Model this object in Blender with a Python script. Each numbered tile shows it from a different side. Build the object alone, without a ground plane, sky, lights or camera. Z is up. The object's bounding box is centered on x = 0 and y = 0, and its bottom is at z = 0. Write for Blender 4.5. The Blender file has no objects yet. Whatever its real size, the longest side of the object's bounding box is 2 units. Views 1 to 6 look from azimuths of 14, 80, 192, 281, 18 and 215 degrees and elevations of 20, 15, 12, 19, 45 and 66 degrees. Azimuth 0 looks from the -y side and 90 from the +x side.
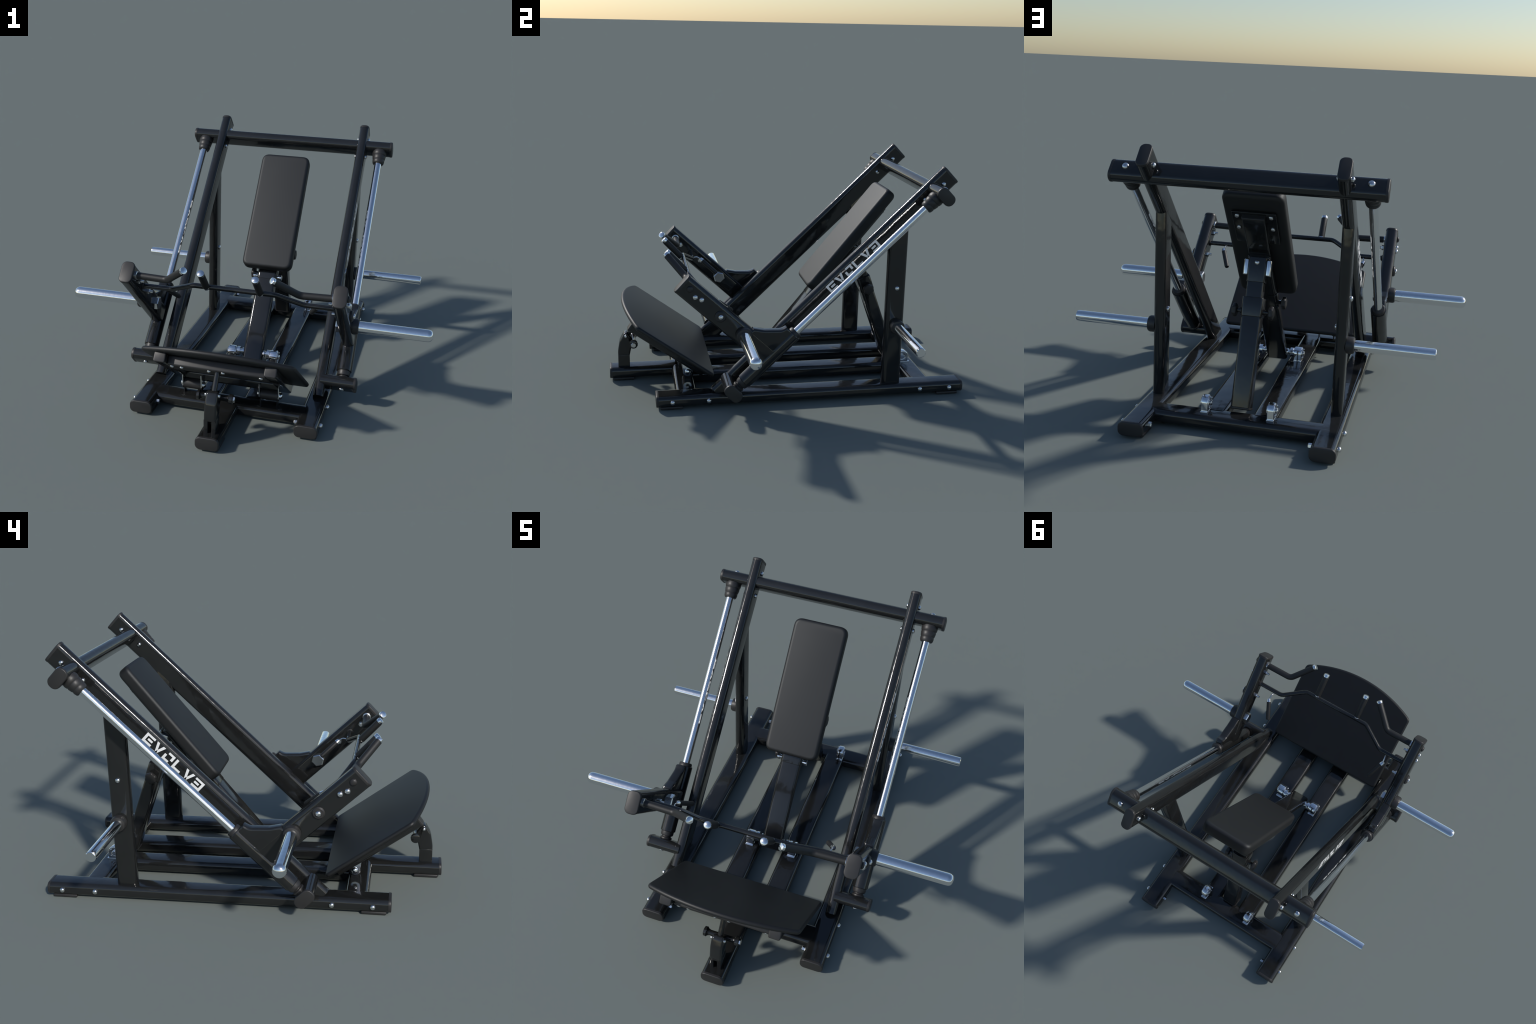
"""Plate-loaded leg-press bench: black oval-tube frame, chrome guide rods and pegs, padded backrest and foot plate."""
import bpy, bmesh, math
from mathutils import Vector, Matrix

# ------------------------------------------------------------------ materials
def material(name, color, rough=0.4, metal=0.0, spec=0.5, coat=0.0, coat_rough=0.05, wave=None, grain=None, mottle=0.0, sheen=0.0, tint=None):
    m = bpy.data.materials.new(name); m.use_nodes = True
    nt = m.node_tree; N = nt.nodes; L = nt.links
    b = N["Principled BSDF"]
    b.inputs["Base Color"].default_value = (*color, 1)
    b.inputs["Roughness"].default_value = rough
    b.inputs["Metallic"].default_value = metal
    b.inputs["Specular IOR Level"].default_value = spec
    b.inputs["Coat Weight"].default_value = coat
    b.inputs["Coat Roughness"].default_value = coat_rough
    b.inputs["Sheen Weight"].default_value = sheen
    b.inputs["Sheen Roughness"].default_value = 0.5
    if tint: b.inputs["Specular Tint"].default_value = (*tint, 1)
    tc = N.new("ShaderNodeTexCoord")
    prev = None
    for spec_ in (wave, grain):
        if not spec_: continue
        scale, strength, dist = spec_
        n = N.new("ShaderNodeTexNoise"); n.inputs["Scale"].default_value = scale; n.inputs["Detail"].default_value = 2
        L.new(tc.outputs["Object"], n.inputs["Vector"])
        bp = N.new("ShaderNodeBump"); bp.inputs["Strength"].default_value = strength; bp.inputs["Distance"].default_value = dist
        L.new(n.outputs["Fac"], bp.inputs["Height"])
        if prev: L.new(prev.outputs["Normal"], bp.inputs["Normal"])
        prev = bp
    if prev:
        L.new(prev.outputs["Normal"], b.inputs["Normal"])
        if coat: L.new(prev.outputs["Normal"], b.inputs["Coat Normal"])
    if mottle:
        n = N.new("ShaderNodeTexNoise"); n.inputs["Scale"].default_value = 9; n.inputs["Detail"].default_value = 5
        L.new(tc.outputs["Object"], n.inputs["Vector"])
        r = N.new("ShaderNodeValToRGB")
        r.color_ramp.elements[0].position = 0.3; r.color_ramp.elements[1].position = 0.7
        r.color_ramp.elements[0].color = (*[c * (1 - mottle) for c in color], 1)
        r.color_ramp.elements[1].color = (*[c * (1 + mottle) for c in color], 1)
        L.new(n.outputs["Fac"], r.inputs["Fac"]); L.new(r.outputs["Color"], b.inputs["Base Color"])
    return m

PAINT   = material("gloss_black_paint", (0.0150, 0.0155, 0.0155), 0.11, spec=0.65, wave=(16, 0.10, 0.01), mottle=0.12)
PLASTIC = material("matt_black_plastic", (0.026, 0.025, 0.025), 0.45, grain=(260, 0.08, 0.002), mottle=0.1)
LEATHER = material("black_upholstery", (0.0088, 0.0090, 0.0093), 0.56, spec=0.62, tint=(0.95, 0.98, 1.0), grain=(420, 0.10, 0.002), mottle=0.06)
RUBBER  = material("black_rubber_sheet", (0.0100, 0.0105, 0.0110), 0.50, grain=(300, 0.10, 0.002), mottle=0.08)
GRIP    = material("grip_rubber", (0.016, 0.016, 0.016), 0.5, grain=(300, 0.1, 0.002))
CHROME  = material("polished_chrome", (0.90, 0.91, 0.92), 0.12, metal=1.0, wave=(34, 0.06, 0.01))
STEEL   = material("zinc_steel", (0.75, 0.75, 0.75), 0.22, metal=1.0, wave=(40, 0.04, 0.005))
WHITE   = material("white_print", (0.88, 0.88, 0.88), 0.45, mottle=0.03)

# ------------------------------------------------------------------ scene helpers
ROOT = bpy.data.objects.new("leg_press_machine", None)
bpy.context.scene.collection.objects.link(ROOT)
ROOT.location.y = 0.0025
ROOT["label"] = "black plate-loaded leg press with chrome rods and padded backrest"
ROOT["category"] = "gym machine"

def finish(name, bm, mat, parent=None, smooth=35):
    """Turn a bmesh (world coordinates) into an object with its origin at its own middle."""
    bmesh.ops.remove_doubles(bm, verts=bm.verts, dist=1e-6)
    bmesh.ops.recalc_face_normals(bm, faces=bm.faces)
    lo = Vector((min(v.co[i] for v in bm.verts) for i in range(3))); hi = Vector((max(v.co[i] for v in bm.verts) for i in range(3)))
    c = (lo + hi) / 2
    for v in bm.verts: v.co -= c
    lim = math.cos(math.radians(smooth))
    for f in bm.faces: f.smooth = True
    for e in bm.edges:
        if len(e.link_faces) == 2 and e.link_faces[0].normal.dot(e.link_faces[1].normal) < lim: e.smooth = False
    me = bpy.data.meshes.new(name); bm.to_mesh(me); bm.free()
    me.materials.append(mat)
    return place(name, me, c, (1, 1, 1), parent)

def place(name, me, loc, scale, parent):
    o = bpy.data.objects.new(name, me)
    bpy.context.scene.collection.objects.link(o)
    o.location = loc; o.scale = scale
    p = parent or ROOT
    o.parent = p
    if parent: o.matrix_parent_inverse = (Matrix.Translation(p.location) @ Matrix.Diagonal((*p.scale, 1))).inverted()
    return o

def mirror(o, parent=None):
    """Twin on the other side of the machine, sharing the mesh."""
    l = o.location
    return place(o.name.split(".")[0], o.data, (-l.x, l.y, l.z), (-o.scale.x, o.scale.y, o.scale.z), parent)

def both(o, *subs):
    """Mirror a part and its sub-parts."""
    t = mirror(o)
    for s in subs: mirror(s, t)
    return t

def frame(d, up):
    d = Vector(d).normalized(); u = Vector(up); u = (u - d * u.dot(d)).normalized()
    return d, d.cross(u).normalized(), u

def rrect(w, h, r, n=7):
    """Rounded rectangle, w across, h along 'up'."""
    r = min(r, w / 2 - 1e-4, h / 2 - 1e-4); pts = []
    for k, (sx, sy) in enumerate(((1, 1), (-1, 1), (-1, -1), (1, -1))):
        for i in range(n + 1):
            a = math.radians(90 * k + 90 * i / n)
            pts.append((sx * (w / 2 - r) + r * math.cos(a), sy * (h / 2 - r) + r * math.sin(a)))
    return pts

def skin(bm, rings, close=True):
    vr = [[bm.verts.new(p) for p in ring] for ring in rings]
    n = len(vr[0])
    for a, b in zip(vr, vr[1:]):
        for i in range(n): bm.faces.new((a[i], a[(i + 1) % n], b[(i + 1) % n], b[i]))
    if close: bm.faces.new(vr[0]); bm.faces.new(vr[-1][::-1])

def section_ring(sec, c, side, up): return [c + side * x + up * y for x, y in sec]

def tube(name, a, b, w, h, up, r, mat=PAINT, parent=None, e0=0.003, e1=0.003, make=True):
    """Straight oval tube from a to b; w across, h along up; e0/e1 round the ends."""
    a = Vector(a); b = Vector(b); d, s, u = frame(b - a, up); L = (b - a).length
    prof = []
    def end(e):
        return [(e * (1 - math.cos(math.radians(t))), e * (1 - math.sin(math.radians(t)))) for t in (0, 30, 60, 90)] if e > 0 else [(0, 0)]
    for t, k in end(e0): prof.append((t, k))
    for t, k in reversed(end(e1)): prof.append((L - t, k))
    bm = bmesh.new()
    skin(bm, [section_ring(rrect(w - 2 * k, h - 2 * k, max(r - k, 1e-3)), a + d * t, s, u) for t, k in prof])
    return finish(name, bm, mat, parent)

def end_cap(a, d, w, h, up, r, parent, t=0.012, g=0.0015):
    """Moulded plastic plug closing the end of a tube."""
    a = Vector(a); d = Vector(d).normalized()
    return tube("end_cap", a - d * 0.002, a + d * t, w + g, h + g, up, r, PLASTIC, parent, 0.0, 0.005)

def turned(name, a, d, prof, mat, parent=None, n=32, smooth=35):
    """Turned part: prof is a list of (distance along d, radius)."""
    a = Vector(a); d, s, u = frame(d, (0.31, 0.23, 0.91)); bm = bmesh.new()
    rings = [[a + d * t + (s * math.cos(2 * math.pi * i / n) + u * math.sin(2 * math.pi * i / n)) * max(r, 1e-4) for i in range(n)] for t, r in prof]
    skin(bm, rings); return finish(name, bm, mat, parent, smooth)

def bend(points, rad, n=8):
    """Replace the corners of a polyline by arcs."""
    P = [Vector(p) for p in points]; out = [P[0]]
    for a, b, c in zip(P, P[1:], P[2:]):
        u = (a - b).normalized(); v = (c - b).normalized(); ang = u.angle(v)
        k = min(rad / math.tan(ang / 2), (a - b).length * 0.45, (c - b).length * 0.45)
        for i in range(n + 1):
            t = i / n; out.append((b + u * k) * (1 - t) ** 2 + b * 2 * t * (1 - t) + (b + v * k) * t * t)
    return out + [P[-1]]

def bar(name, pts, r, mat=PAINT, parent=None, n=20, rad=0.05):
    """Round bar along a bent path."""
    P = bend(pts, rad); bm = bmesh.new(); rings = []; u = None
    for i, p in enumerate(P):
        d = (P[min(i + 1, len(P) - 1)] - P[max(i - 1, 0)]).normalized()
        d, s, u = frame(d, u if u else (0.1, 0.37, 0.92))
        rings.append([p + (s * math.cos(2 * math.pi * k / n) + u * math.sin(2 * math.pi * k / n)) * r for k in range(n)])
    skin(bm, rings); return finish(name, bm, mat, parent)

def slab(name, outline, t0, t1, place_pt, mat, parent=None, edge=0.004, seg=3):
    """Plate with the given 2-D outline, from depth t0 to t1, rounded all round by edge; place_pt(u, v, t) -> world."""
    n = len(outline); O = [Vector(p) for p in outline]
    area = sum(O[i].x * O[(i + 1) % n].y - O[(i + 1) % n].x * O[i].y for i in range(n))
    def inset(k):
        res = []
        for i in range(n):
            a = (O[i] - O[i - 1]).normalized(); b = (O[(i + 1) % n] - O[i]).normalized()
            na = Vector((-a.y, a.x)); nb = Vector((-b.y, b.x)); m = (na + nb)
            m = m / max(m.length_squared / 2, 0.5)
            res.append(O[i] + m * k * (1 if area > 0 else -1))
        return res
    rings = []; q = [math.radians(90 * i / seg) for i in range(seg + 1)]
    sg = 1 if t1 > t0 else -1
    for a in q: rings.append((edge * (1 - math.sin(a)), t0 + sg * edge * (1 - math.cos(a))))
    for a in reversed(q): rings.append((edge * (1 - math.sin(a)), t1 - sg * edge * (1 - math.cos(a))))
    bm = bmesh.new(); skin(bm, [[Vector(place_pt(p.x, p.y, t)) for p in inset(k)] for k, t in rings])
    return finish(name, bm, mat, parent)

def side_plate(name, yz, x0, x1, mat=PAINT, parent=None, edge=0.003, seg=3):
    return slab(name, yz, x0, x1, lambda u, v, t: (t, u, v), mat, parent, edge, seg)

def box(name, c, ax, size, mat, parent=None, edge=0.002, r=None):
    """Box centred on c; ax = (long direction, up); size = (across, along, up)."""
    d, s, u = frame(ax[0], ax[1]); c = Vector(c)
    return tube(name, c - d * size[1] / 2, c + d * size[1] / 2, size[0], size[2], u, edge if r is None else r, mat, parent, edge, edge)

def bolt(p, d, r, h, parent, mat=STEEL, name="bolt"):
    """Domed bolt head standing on p along d."""
    return turned(name, p, d, [(-0.004, r * 0.9), (0.0, r), (h * 0.35, r), (h * 0.7, r * 0.82), (h * 0.93, r * 0.45), (h, 0.0006)], mat, parent, 20, 50)

def hex_bolt(p, d, r, h, parent, mat=STEEL, name="hex_bolt"):
    return turned(name, p, d, [(-0.004, r), (h * 0.8, r), (h, r * 0.86)], mat, parent, 6, 20)

def fillet(points, rads, n=6):
    """Round the corners of a closed 2-D outline."""
    out = []; m = len(points)
    for i in range(m):
        a, b, c = Vector(points[i - 1]), Vector(points[i]), Vector(points[(i + 1) % m])
        r = rads[i] if isinstance(rads, (list, tuple)) else rads
        if r <= 0: out.append(tuple(b)); continue
        u = (a - b).normalized(); v = (c - b).normalized(); ang = u.angle(v)
        k = min(r / math.tan(ang / 2), (a - b).length * 0.49, (c - b).length * 0.49)
        for j in range(n + 1):
            t = j / n; q = (b + u * k) * (1 - t) ** 2 + b * 2 * t * (1 - t) + (b + v * k) * t * t
            out.append((q.x, q.y))
    return out

X, Y, Z = Vector((1, 0, 0)), Vector((0, 1, 0)), Vector((0, 0, 1))

# ------------------------------------------------------------------ base frame
RW, RH, RZ, RX = 0.118, 0.065, 0.0435, 0.436     # flat oval tube used for the whole base
RTOP = RZ + RH / 2
RC = 0.0255                                     # corner radius of the tube
def base_tube(name, a, b, cut0=0.0, cut1=0.0): return tube(name, a, b, RW, RH, Z, RC, e0=cut0, e1=cut1)

rail = base_tube("base_rail", (RX, -0.733, RZ), (RX, 0.978, RZ))
subs = [end_cap((RX, -0.733, RZ), -Y, RW, RH, Z, RC, rail), end_cap((RX, 0.978, RZ), Y, RW, RH, Z, RC, rail)]
def foot_pad(x, y0, y1, parent):
    c = ((x, (y0 + y1) / 2, 0.008))
    return box("foot_pad", c, (Y, Z), (0.108, y1 - y0, 0.016), PLASTIC, parent, 0.004, 0.006)
subs += [foot_pad(RX, -0.722, -0.602, rail), foot_pad(RX, 0.838, 0.962, rail)]
for y in (-0.657, -0.461, 0.734, 0.908):
    subs.append(bolt((RX + RW / 2, y, 0.044), X, 0.0135, 0.014, rail))
for y in (-0.657, 0.908):
    subs.append(hex_bolt((RX - RW / 2, y, 0.044), -X, 0.0125, 0.016, rail))
both(rail, *subs)

inner = tube("inner_rail", (0.122, -0.545, RZ + 0.002), (0.122, 0.73, RZ + 0.002), RW, RH, Z, 0.021, e0=0, e1=0)
both(inner)
base_tube("front_cross_tube", (-0.40, -0.575, RZ), (0.40, -0.575, RZ))
base_tube("rear_cross_tube", (-0.40, 0.760, RZ), (0.40, 0.760, RZ))
nose = base_tube("front_foot_tube", (0, -0.978, RZ), (0, -0.60, RZ))
end_cap((0, -0.978, RZ), -Y, RW, RH, Z, RC, nose)
foot_pad(0, -0.972, -0.850, nose)

# ------------------------------------------------------------------ inclined guide frame
TH = math.radians(44.1)
D = Vector((0, math.cos(TH), math.sin(TH)))      # up along the incline
Nn = Vector((0, -math.sin(TH), math.cos(TH)))    # away from the incline
TX, TW, TD = 0.4400, 0.0565, 0.119
CAP = Vector((TX, 0.8455, 1.2625))                # middle of the upper end of the inclined tube
foot = CAP - D * ((CAP.z - 0.055) / D.z)
beam = tube("inclined_tube", foot, CAP - D * 0.012, TW, TD, Nn, 0.0245, e0=0, e1=0)
subs = [end_cap(CAP - D * 0.012, D, TW, TD, Nn, 0.0245, beam)]
def on_beam(along, across, x): return Vector((x, CAP.y, CAP.z)) + D * along + Nn * across
for side in (1, -1):
    xs = TX + side * TW / 2
    for y, z in ((0.799, 1.211), (0.702, 1.128)):
        p = Vector((0, y - CAP.y, z - CAP.z))
        subs.append(bolt(on_beam(p.dot(D), p.dot(Nn), xs), X * side, 0.0125, 0.012, beam))
twin_beam = both(beam, *subs)

up = tube("upright", (TX - 0.0005, 0.573, RTOP - 0.01), (TX - 0.0005, 0.573, 1.0), 0.0550, 0.107, Y, 0.0235)
subs = [bolt((TX + 0.027, 0.573, 0.636), X, 0.013, 0.012, up), bolt((TX - 0.028, 0.573, 0.495), -X, 0.014, 0.012, up)]
both(up, *subs)

peg = turned("storage_peg", (0.45, 0.583, 0.417), X, [(0, 0.0265), (0.412, 0.0268), (0.421, 0.0255), (0.424, 0.022), (0.424, 0.0)], CHROME)
collar = turned("peg_collar", (0.462, 0.583, 0.417), X, [(0, 0.040), (0.030, 0.040), (0.038, 0.036), (0.040, 0.026)], PLASTIC, peg)
both(peg, collar)

# upper cross tube (carries the guide rods)
XB = Vector((0, 0.761, 1.171))
xb = tube("upper_cross_tube", XB - X * 0.612, XB + X * 0.612, 0.064, 0.108, Nn, 0.030, e0=0, e1=0)
for s in (1, -1):
    end_cap(XB + X * s * 0.612, X * s, 0.064, 0.108, Nn, 0.030, xb)
    bolt(XB + X * s * 0.548 + D * 0.032 + Nn * 0.004, D, 0.016, 0.012, xb)

# lower stop tubes
SX = Vector((0, -0.345, 0.133))
st = tube("stop_tube", SX + X * 0.44, SX + X * 0.618, 0.064, 0.106, Nn, 0.030, e0=0, e1=0)
both(st, end_cap(SX + X * 0.618, X, 0.064, 0.106, Nn, 0.030, st), bolt(SX + X * 0.552 - D * 0.032, -D, 0.014, 0.010, st))

# guide rods with their buffers
RODX = 0.550
R0 = Vector((RODX, 0.133, 0.5715))
def on_rod(t): return R0 + D * t
t_top = (XB - R0).dot(D); t_bot = (SX - R0).dot(D)
rodo = turned("guide_rod", on_rod(t_bot + 0.02), D, [(0, 0.0212), (t_top - t_bot - 0.04, 0.0212)], CHROME, n=40)
buf = turned("rubber_buffer", on_rod(t_top - 0.026), -D, [(0, 0.040), (0.014, 0.043), (0.026, 0.041), (0.031, 0.038), (0.036, 0.040), (0.054, 0.037), (0.060, 0.034), (0.066, 0.036), (0.080, 0.034), (0.086, 0.030), (0.088, 0.02)], PLASTIC, rodo)
both(rodo, buf)

# lettering on the outer faces of the inclined tubes
def lettering(parent, side, a0, a1):
    """Block letters built of strokes; a0..a1 is the run along the tube, read left to right."""
    H, across = 0.050, 0.0105
    cell = (a1 - a0) / 6.0; wdt = abs(cell) * 0.84
    b = 0.22                                     # stroke thickness in letter heights
    def bars(kind):
        w = 1.0
        if kind == "E":  return [[(0, 0), (.24, 0), (.24, 1), (0, 1)], [(.24, 1 - b), (1, 1 - b), (1, 1), (.24, 1)], [(.40, .39), (.92, .39), (.92, .61), (.40, .61)], [(.24, 0), (1, 0), (1, b), (.24, b)]]
        if kind == "3":  return [[(1 - x, y) for x, y in q][::-1] for q in bars("E")]
        if kind == "V":  return [[(0, 1), (.40, 0), (.62, 0), (.27, 1)], [(.40, 0), (.62, 0), (1, 1), (.73, 1)]]
        if kind == "O":  return [[(0, 0), (.24, 0), (.24, .62), (0, .62)], [(.24, 0), (.72, 0), (.72, b), (.24, b)], [(.76, .38), (1, .38), (1, 1), (.76, 1)], [(.28, 1 - b), (.76, 1 - b), (.76, 1), (.28, 1)]]
        if kind == "L":  return [[(0, 0), (.24, 0), (.24, 1), (0, 1)], [(.24, 0), (.95, 0), (.95, b), (.24, b)]]
    xs = TX * side + side * (TW / 2 - 0.0010)
    sgn = 1 if a1 > a0 else -1
    # reading direction runs up the tube on one side and down it on the other
    for i, k in enumerate("EVOLV3"):
        bm = bmesh.new()
        for q in bars(k):
            lay = []
            for t in (0.0, 0.0016):
                lay.append([on_beam(a0 + cell * i + sgn * wdt * u, across + H * (v - 0.5), xs + side * t) for u, v in q])
            skin(bm, lay)
        finish("letter", bm, WHITE, parent)
lettering(beam, 1, -0.905, -0.525)
lettering(twin_beam, -1, -0.582, -0.957)

# ------------------------------------------------------------------ sliding carriage
A = Vector((0, -0.737, 0.676)).normalized()      # along the arm, away from the rod
Ap = Vector((0, A.z, -A.y))                      # across the arm, towards the rear
AT = Vector((0.550, -0.603, 0.742)) - Ap * 0.011              # middle of the arm's upper end
arm_foot = AT - A * 0.62
arm = tube("carriage_arm", arm_foot, AT - A * 0.012, 0.069, 0.115, Ap, 0.026, e0=0, e1=0)
subs = [end_cap(AT - A * 0.012, A, 0.069, 0.115, Ap, 0.026, arm)]
XO, XI = 0.5845, 0.5155
subs += [bolt((XO, -0.568, 0.708), X, 0.017, 0.012, arm, PLASTIC), bolt((XO, -0.542, 0.664), X, 0.014, 0.013, arm), bolt((XO, -0.509, 0.649), X, 0.014, 0.014, arm)]
subs.append(turned("washer", (XO - 0.002, -0.411, 0.555), X, [(0, 0.030), (0.008, 0.030), (0.014, 0.024), (0.014, 0.01)], PLASTIC, arm))
subs.append(bolt((XO + 0.012, -0.411, 0.555), X, 0.014, 0.012, arm))
subs.append(hex_bolt((XI, -0.290, 0.440), -X, 0.037, 0.022, arm))
for y, z in ((-0.535, 0.660), (-0.412, 0.555)):
    subs.append(hex_bolt((XI, y, z), -X, 0.015, 0.014, arm))
    subs.append(turned("stud", (XI, y, z), -X, [(0, 0.007), (0.030, 0.007)], STEEL, arm, 14))
both(arm, *subs)

S_top = (Vector((RODX, -0.012, 0.430)) - R0).dot(D); S_bot = (Vector((RODX, -0.279, 0.170)) - R0).dot(D)
LS = S_top - S_bot
sleeve = turned("slide_sleeve", on_rod(S_bot), D, [(0, 0.030), (0, 0.039), (0.003, 0.0415), (LS - 0.003, 0.0415), (LS, 0.039), (LS, 0.024)], PAINT, n=40)
subs = [turned("sleeve_ring", on_rod(S_top - 0.004), D, [(0, 0.036), (0.016, 0.035), (0.022, 0.031), (0.022, 0.021)], PLASTIC, sleeve),
        turned("sleeve_ring", on_rod(S_bot + 0.004), -D, [(0, 0.035), (0.020, 0.035), (0.028, 0.032), (0.031, 0.026), (0.031, 0.015)], PLASTIC, sleeve),
        turned("bump_stop", on_rod(t_bot + 0.030), D, [(0, 0.032), (0.008, 0.032), (0.012, 0.025), (0.06, 0.025)], PLASTIC, sleeve)]
both(sleeve, *subs)

gus = fillet([(-0.235, 0.476), (-0.175, 0.464), (-0.085, 0.461), (-0.058, 0.476), (-0.042, 0.462), (-0.015, 0.420), (-0.150, 0.300), (-0.215, 0.330), (-0.300, 0.420)],
             [0, 0.05, 0.05, 0.006, 0.01, 0, 0, 0, 0])
gusset = side_plate("gusset", gus, 0.529, 0.583, edge=0.012, seg=4)
both(gusset)

wp = turned("weight_peg", (0.57, -0.287, 0.445), X, [(0, 0.032), (0.398, 0.0325), (0.410, 0.0315), (0.420, 0.027), (0.427, 0.018), (0.430, 0.006), (0.430, 0)], CHROME, n=40)
wc = turned("peg_collar", (0.575, -0.288, 0.447), X, [(0, 0.043), (0.030, 0.043), (0.038, 0.039), (0.041, 0.031)], PLASTIC, wp)
both(wp, wc)

# handle bar between the arms, with two upright grips
bar_pts = [(0.520, -0.474, 0.611), (0.354, -0.474, 0.611), (0.214, -0.546, 0.677)]
hb = bar("handle_bar", bar_pts + [(-x, y, z) for x, y, z in reversed(bar_pts)], 0.0135, rad=0.06)
for s in (1, -1):
    for q in ((0.516, -0.474, 0.611),):
        turned("bar_ferrule", (s * q[0], q[1], q[2]), (-s, 0, 0), [(0, 0.018), (0.006, 0.018), (0.008, 0.014)], PLASTIC, hb)
def grip(a, b, r, parent):
    a = Vector(a); b = Vector(b); d = (b - a).normalized(); L = (b - a).length
    return [turned("grip_sleeve", a, d, [(0.008, 0.012), (0.008, r - 0.001), (0.011, r), (L - 0.014, r), (L - 0.012, r * 0.9)], GRIP, parent, 24),
            turned("grip_collar", a, d, [(-0.006, r * 0.86), (0.006, r * 0.98), (0.009, r * 0.9)], STEEL, parent, 24),
            turned("grip_cap", b, d, [(-0.014, r), (-0.004, r * 1.03), (0.001, r * 0.97), (0.004, r * 0.75), (0.005, 0.0)], CHROME, parent, 24)]
for s in (1, -1): grip((s * 0.141, -0.553, 0.677), (s * 0.139, -0.660, 0.790), 0.0185, hb)

bh_pts = [(0.520, -0.566, 0.702), (0.346, -0.568, 0.698), (0.224, -0.667, 0.797)]
bh = bar("bent_handle", bh_pts, 0.0185, GRIP, rad=0.05)
tip = Vector(bh_pts[2]); td = (tip - Vector(bh_pts[1])).normalized()
subs = [turned("grip_cap", tip, td, [(-0.012, 0.0187), (-0.003, 0.0192), (0.002, 0.018), (0.004, 0.014), (0.005, 0.0)], CHROME, bh, 24),
        turned("bar_ferrule", (0.516, -0.566, 0.702), -X, [(0, 0.023), (0.007, 0.023), (0.010, 0.0185)], STEEL, bh, 24)]
both(bh, *subs)

# release levers hanging off the bar
lv = turned("release_lever", (0.410, -0.410, 0.583), Vector((-0.046, 0.088, -0.076)), [(0.0, 0.008), (0.004, 0.013), (0.112, 0.0135), (0.121, 0.011), (0.124, 0.004)], GRIP, n=20)
subs = [turned("lever_ferrule", (0.413, -0.416, 0.588), Vector((-0.046, 0.088, -0.076)), [(-0.006, 0.010), (0.006, 0.013), (0.014, 0.0138)], CHROME, lv, 20),
        bar("lever_wire", [(0.404, -0.466, 0.604), (0.410, -0.440, 0.606), (0.412, -0.414, 0.587)], 0.0035, STEEL, lv, 10, 0.02)]
both(lv, *subs)

# ------------------------------------------------------------------ backrest
PA = math.radians(50.8)
PD = Vector((0, math.cos(PA), math.sin(PA)))     # up along the pad
PN = Vector((0, -math.sin(PA), math.cos(PA)))    # out of the pad's face
PF = Vector((0, 0.144, 0.566))                   # lower edge of the padded face
PL, PT, PW = 0.724, 0.067, 0.147
def pad_pt(u, v, t): return PF + X * u + PD * v + PN * t
out = fillet([(-PW, -0.006), (PW, -0.006), (PW, PL), (-PW, PL)], 0.046, 10)
pad = slab("backrest_pad", out, -PT, 0.0, pad_pt, LEATHER, None, 0.019, 7)

# seat post: same oval tube, its front face on the pad's back
def post_pt(x, v, t): return Vector((x, 0, 0)) + Vector((0, 0.1715, 0.488)) + PD * v + PN * t
post = tube("seat_post", post_pt(0, -0.500, -0.027), post_pt(0, 0.395, -0.027), 0.112, 0.052, PN, 0.016, e0=0.004, e1=0.008)
chan = tube("post_channel", post_pt(0, 0.380, -0.018), post_pt(0, 0.648, -0.018), 0.110, 0.034, PN, 0.010, parent=post)
end_cap(post_pt(0, 0.648, -0.018), PD, 0.110, 0.034, PN, 0.010, post, 0.008)
tube("post_sleeve", post_pt(0, -0.010, -0.028), post_pt(0, 0.10, -0.028), 0.118, 0.058, PN, 0.018, parent=post)
mp = box("mount_plate", post_pt(0, 0.565, -0.006), (PD, PN), (0.212, 0.210, 0.010), PAINT, post, 0.002, 0.004)
for s in (1, -1):
    for v in (0.645, 0.565):
        bolt(post_pt(s * 0.080, v, -0.010), -PN, 0.012, 0.009, mp)
    # side screws where the pad's lower edge meets the post
    turned("screw_collar", post_pt(s * 0.058, 0.012, -0.030), X * s, [(0, 0.012), (0.010, 0.012), (0.012, 0.016), (0.026, 0.016), (0.028, 0.012)], CHROME, post, 20)

def knob(p, d, parent, r=0.031):
    """Lobed clamp knob."""
    p = Vector(p); d, s, u = frame(Vector(d), (0.1, 0.3, 0.9)); bm = bmesh.new(); n = 42
    prof = [(0.0, 0.72), (0.003, 0.92), (0.008, 1.0), (0.017, 1.0), (0.022, 0.90), (0.024, 0.70)]
    skin(bm, [[p + d * t + (s * math.cos(2 * math.pi * i / n) + u * math.sin(2 * math.pi * i / n)) * r * k * (1 + 0.07 * math.cos(6 * 2 * math.pi * i / n)) for i in range(n)] for t, k in prof])
    o = finish("clamp_knob", bm, PLASTIC, parent, 40)
    turned("knob_stem", p - d * 0.030, d, [(0, 0.014), (0.014, 0.014), (0.014, 0.010), (0.031, 0.010)], PAINT, parent, 18)
    return o
knob(post_pt(-0.078, 0.034, -0.046), -X, post)

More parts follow.
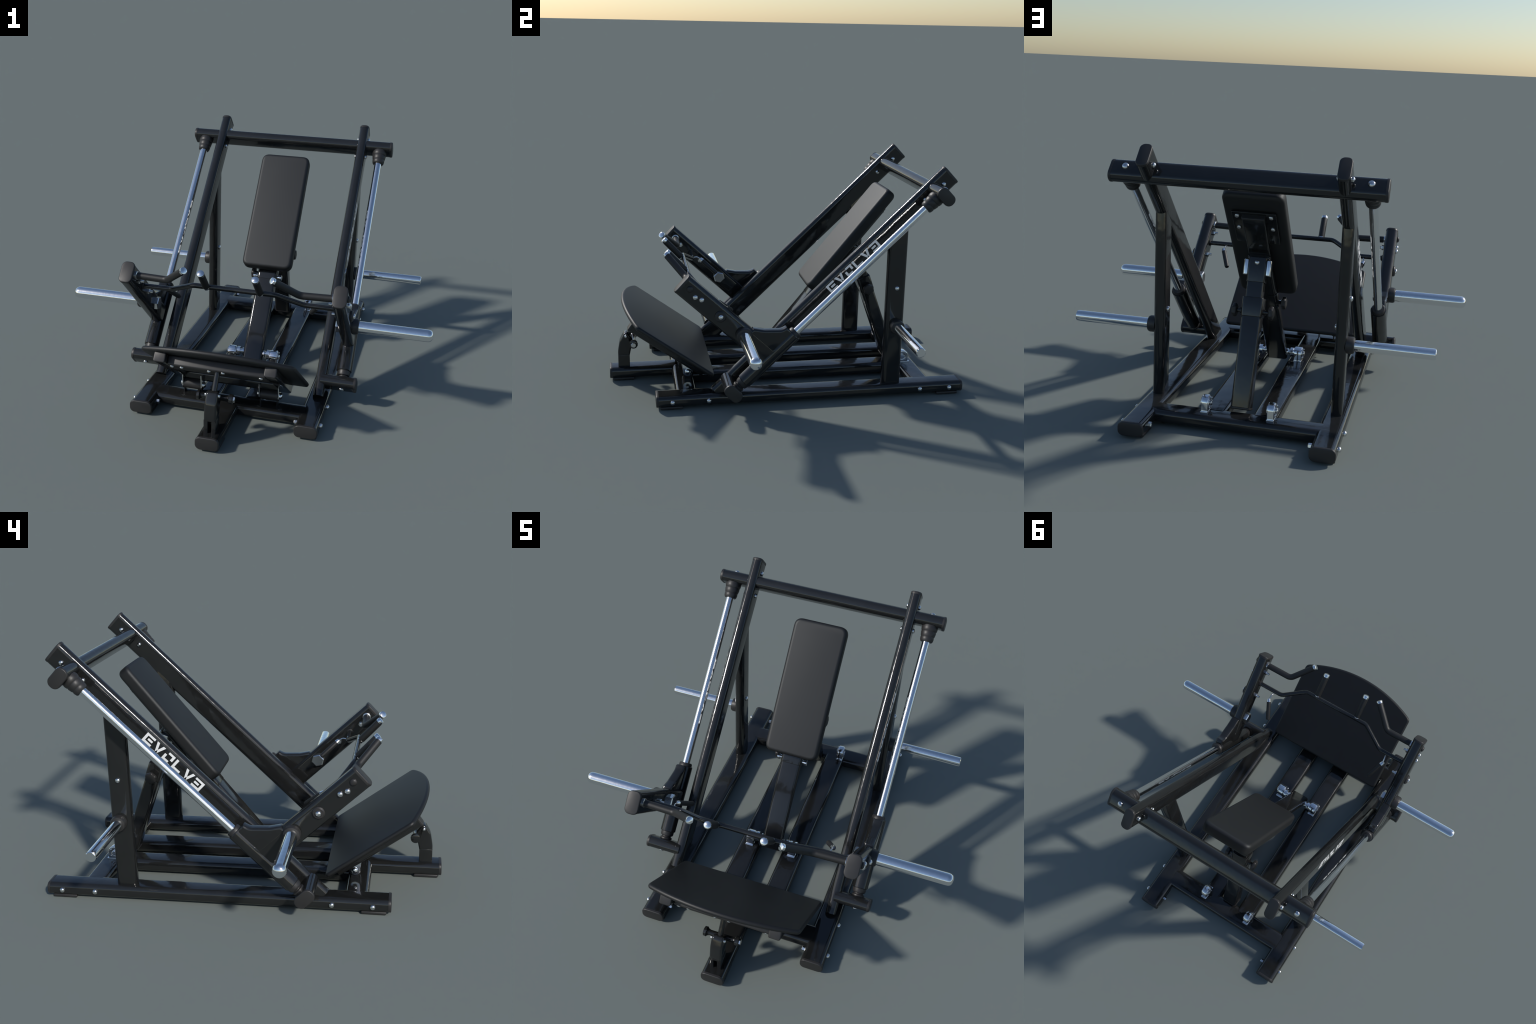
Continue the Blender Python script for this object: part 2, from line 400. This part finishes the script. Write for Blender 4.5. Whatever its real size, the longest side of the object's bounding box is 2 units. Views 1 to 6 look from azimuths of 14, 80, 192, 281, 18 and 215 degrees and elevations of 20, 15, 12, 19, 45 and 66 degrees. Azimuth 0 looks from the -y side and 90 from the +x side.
# telescopic strut behind the seat post
U0, U1 = Vector((0, 0.457, 0.715)), Vector((0, 0.684, 0.092))
UD = (U1 - U0).normalized(); UN = Vector((0, -UD.z, UD.y))
strut = tube("strut_tube", U0 + UD * 0.20, U1 + UD * 0.006, 0.094, 0.076, UN, 0.014, e0=0.003, e1=0.004)
end_cap(U1 + UD * 0.006, UD, 0.094, 0.076, UN, 0.014, strut, 0.008)
tube("strut_slider", U0 + UD * 0.03, U0 + UD * 0.30, 0.080, 0.062, UN, 0.010, parent=strut)
tube("strut_collar", U0 + UD * 0.148, U0 + UD * 0.240, 0.103, 0.084, UN, 0.015, parent=strut)
hd = tube("strut_head", U0 - UD * 0.045, U0 + UD * 0.075, 0.088, 0.066, UN, 0.012, parent=strut)
for s in (1, -1):
    box("hinge_ear", U0 + X * s * 0.054 + UD * 0.004, (UD, UN), (0.027, 0.076, 0.052), CHROME, strut, 0.004, 0.012)
    knob(U0 + UD * 0.214 + X * s * 0.077, X * s, strut)
bolt(U0 - UD * 0.018 - UN * 0.033 if UN.y < 0 else U0 - UD * 0.018 + UN * 0.033, -UN if UN.y < 0 else UN, 0.012, 0.010, strut)

# pillow blocks: seat pivots and spare rear pair
def pillow_block(x, y, hub_side, w, parent=None):
    """Half-round chrome housing on a small base, with a hub."""
    z0 = RTOP - 0.002; zc = z0 + 0.040; r = 0.036
    outline = [(y - r, z0), (y + r, z0)] + [(y + r * math.cos(math.radians(a)), zc + r * math.sin(math.radians(a))) for a in range(0, 181, 12)]
    o = side_plate("pillow_block", outline, x - w / 2, x + w / 2, CHROME, parent, 0.004, 3)
    box("block_base", (x, y, z0 + 0.004), (Y, Z), (w + 0.002, 2 * r + 0.016, 0.007), CHROME, o, 0.002)
    s = hub_side
    turned("bearing_ring", (x + s * w / 2, y, zc), X * s, [(-0.002, 0.029), (0.004, 0.029), (0.004, 0.021), (-0.001, 0.020), (-0.001, 0.0)], STEEL, o, 28)
    turned("bearing_ring", (x - s * w / 2, y, zc), -X * s, [(-0.002, 0.029), (0.004, 0.029), (0.004, 0.021), (-0.001, 0.020), (-0.001, 0.0)], STEEL, o, 28)
    turned("bearing_hub", (x - s * w / 2, y, zc), -X * s, [(-0.004, 0.014), (0.009, 0.014), (0.012, 0.010)], STEEL, o, 20)
    for a in range(4):
        an = math.radians(45 + 90 * a)
        bolt((x - s * (w / 2 + 0.003), y + 0.025 * math.cos(an), zc + 0.025 * math.sin(an)), -X * s, 0.0045, 0.005, o)
    return o
for s in (1, -1):
    front = pillow_block(s * 0.122, -0.100, -s, 0.042)
    turned("pivot_shaft", (s * 0.050, -0.092, 0.118), X * s, [(0, 0.016), (0.008, 0.020), (0.016, 0.020), (0.020, 0.014), (0.028, 0.014), (0.028, 0.026), (0.044, 0.026), (0.048, 0.023), (0.06, 0.02)], CHROME, front, 28)
    pillow_block(s * 0.157, 0.735, 1, 0.033)

# ------------------------------------------------------------------ foot plate
FD = Vector((0, -0.811, 0.585)).normalized()     # up the plate
FN = Vector((0, FD.z, -FD.y))                    # out of the plate's face
FO = Vector((0, -0.421, 0.136))
def plate_pt(u, v, t): return FO + X * u + FD * v + FN * t
HWP, SIDE, APEX = 0.390, 0.511, 0.606
rise = APEX - SIDE; Rarc = (HWP ** 2 + rise ** 2) / (2 * rise)
arc = [(Rarc * math.sin(a), APEX - Rarc + Rarc * math.cos(a)) for a in [math.asin(HWP / Rarc) * k / 16 for k in range(16, -17, -1)]]
def rounded_plate():
    base = [(-HWP, 0.0), (HWP, 0.0)] + arc
    rads = [0.026, 0.026, 0.035] + [0] * (len(arc) - 2) + [0.035]
    # long arc steps: drop the neighbours of the corners so that the rounding has room
    keep = [i for i in range(len(base)) if i not in (3, len(base) - 2)]
    return fillet([base[i] for i in keep], [rads[i] for i in keep], 6)
fp = slab("foot_plate", rounded_plate(), -0.014, 0.0115, plate_pt, RUBBER, None, 0.0125, 6)
# under-frame: two side channels and the sheet between them
FT = -0.036                                      # middle of the under-frame below the plate
def runner(s):
    a = plate_pt(s * 0.278, 0.035, FT); b = plate_pt(s * 0.278, 0.522, FT)
    tube("frame_runner", a, b, 0.059, 0.050, FN, 0.010, PAINT, fp)
    end_cap(b, FD, 0.059, 0.050, FN, 0.010, fp, 0.010)
for s in (1, -1): runner(s)
box("front_crossbeam", plate_pt(0, 0.424, FT - 0.002), (X, FN), (0.130, 0.50, 0.052), PLASTIC, fp, 0.010)
box("underside_panel", plate_pt(0, 0.215, -0.023), (X, FN), (0.330, 0.50, 0.022), RUBBER, fp, 0.003)
tube("cross_brace", (-0.255, -0.528, 0.168), (0.255, -0.528, 0.168), 0.060, 0.056, Z, 0.018, PAINT, fp)
for u in (-0.225, -0.175, -0.035, 0.035, 0.225):
    bolt(plate_pt(u, 0.470, FT - 0.027), -FN, 0.011, 0.009, fp)
for u in (-0.24, 0.24):
    bolt(plate_pt(u, 0.20, -0.034), -FN, 0.011, 0.008, fp)

# hinges on the front cross tube: black lugs below, chrome straps hanging from the plate above
HY, HZ = -0.556, 0.122
for s in (1, -1):
    xc = s * 0.208
    hinge = turned("hinge_roller", (xc - 0.046, HY, HZ), X, [(0, 0.027), (0.092, 0.027)], PLASTIC)
    for e in (1, -1):
        strap = [(HY + 0.028 * math.cos(math.radians(a)), HZ + 0.028 * math.sin(math.radians(a))) for a in range(170, 371, 10)] + [(HY + 0.030, 0.160), (HY - 0.034, 0.190)]
        side_plate("hinge_strap", strap, xc + e * 0.051 - 0.003, xc + e * 0.051 + 0.003, CHROME, hinge, 0.001, 2)
        lug = [(HY - 0.020, RTOP - 0.004), (HY + 0.020, RTOP - 0.004), (HY + 0.018, HZ + 0.004), (HY - 0.018, HZ + 0.004)]
        side_plate("hinge_lug", lug, xc + e * 0.0445 - 0.003, xc + e * 0.0445 + 0.003, PAINT, hinge, 0.001, 2)
        bolt((xc + e * 0.054, HY, HZ), X * e, 0.017, 0.015, hinge, CHROME)

# curved post and adjusting screw at the front
prof = fillet([(-0.941, RTOP - 0.004), (-0.874, RTOP - 0.004), (-0.874, 0.130), (-0.866, 0.180), (-0.852, 0.215), (-0.858, 0.246), (-0.886, 0.284), (-0.905, 0.277), (-0.930, 0.232), (-0.941, 0.168)],
              [0, 0, 0.1, 0.08, 0.02, 0.02, 0.008, 0.02, 0.1, 0.1])
SPLIT = 0.142                                    # below this height the post is forked
pp = side_plate("support_post", [p for p in prof if p[1] > SPLIT + 0.004] + [(-0.941, SPLIT), (-0.8735, SPLIT)], -0.031, 0.031, PAINT, None, 0.011, 5)
for s in (1, -1):
    side_plate("post_prong", [(-0.9405, RTOP - 0.004), (-0.874, RTOP - 0.004), (-0.874, SPLIT + 0.006), (-0.9405, SPLIT + 0.006)], s * 0.009, s * 0.0305, PAINT, pp, 0.003)

adj = turned("adjusting_rod", (0.003, -0.890, 0.248), Vector((0.002, 0.045, 0.082)), [(0, 0.013), (0.13, 0.013)], PAINT, n=24)
cross = turned("cross_pin", (-0.092, -0.852, 0.231), X, [(0, 0.018), (0.003, 0.024), (0.016, 0.025), (0.022, 0.018), (0.034, 0.014), (0.152, 0.014), (0.162, 0.017), (0.167, 0.025), (0.183, 0.024), (0.186, 0.018)], PAINT, adj, 24)
hex_bolt((0.094, -0.852, 0.231), X, 0.016, 0.008, adj)
for s in (1, -1): bolt((s * 0.031, -0.893, 0.262), X * s, 0.010, 0.010, adj)
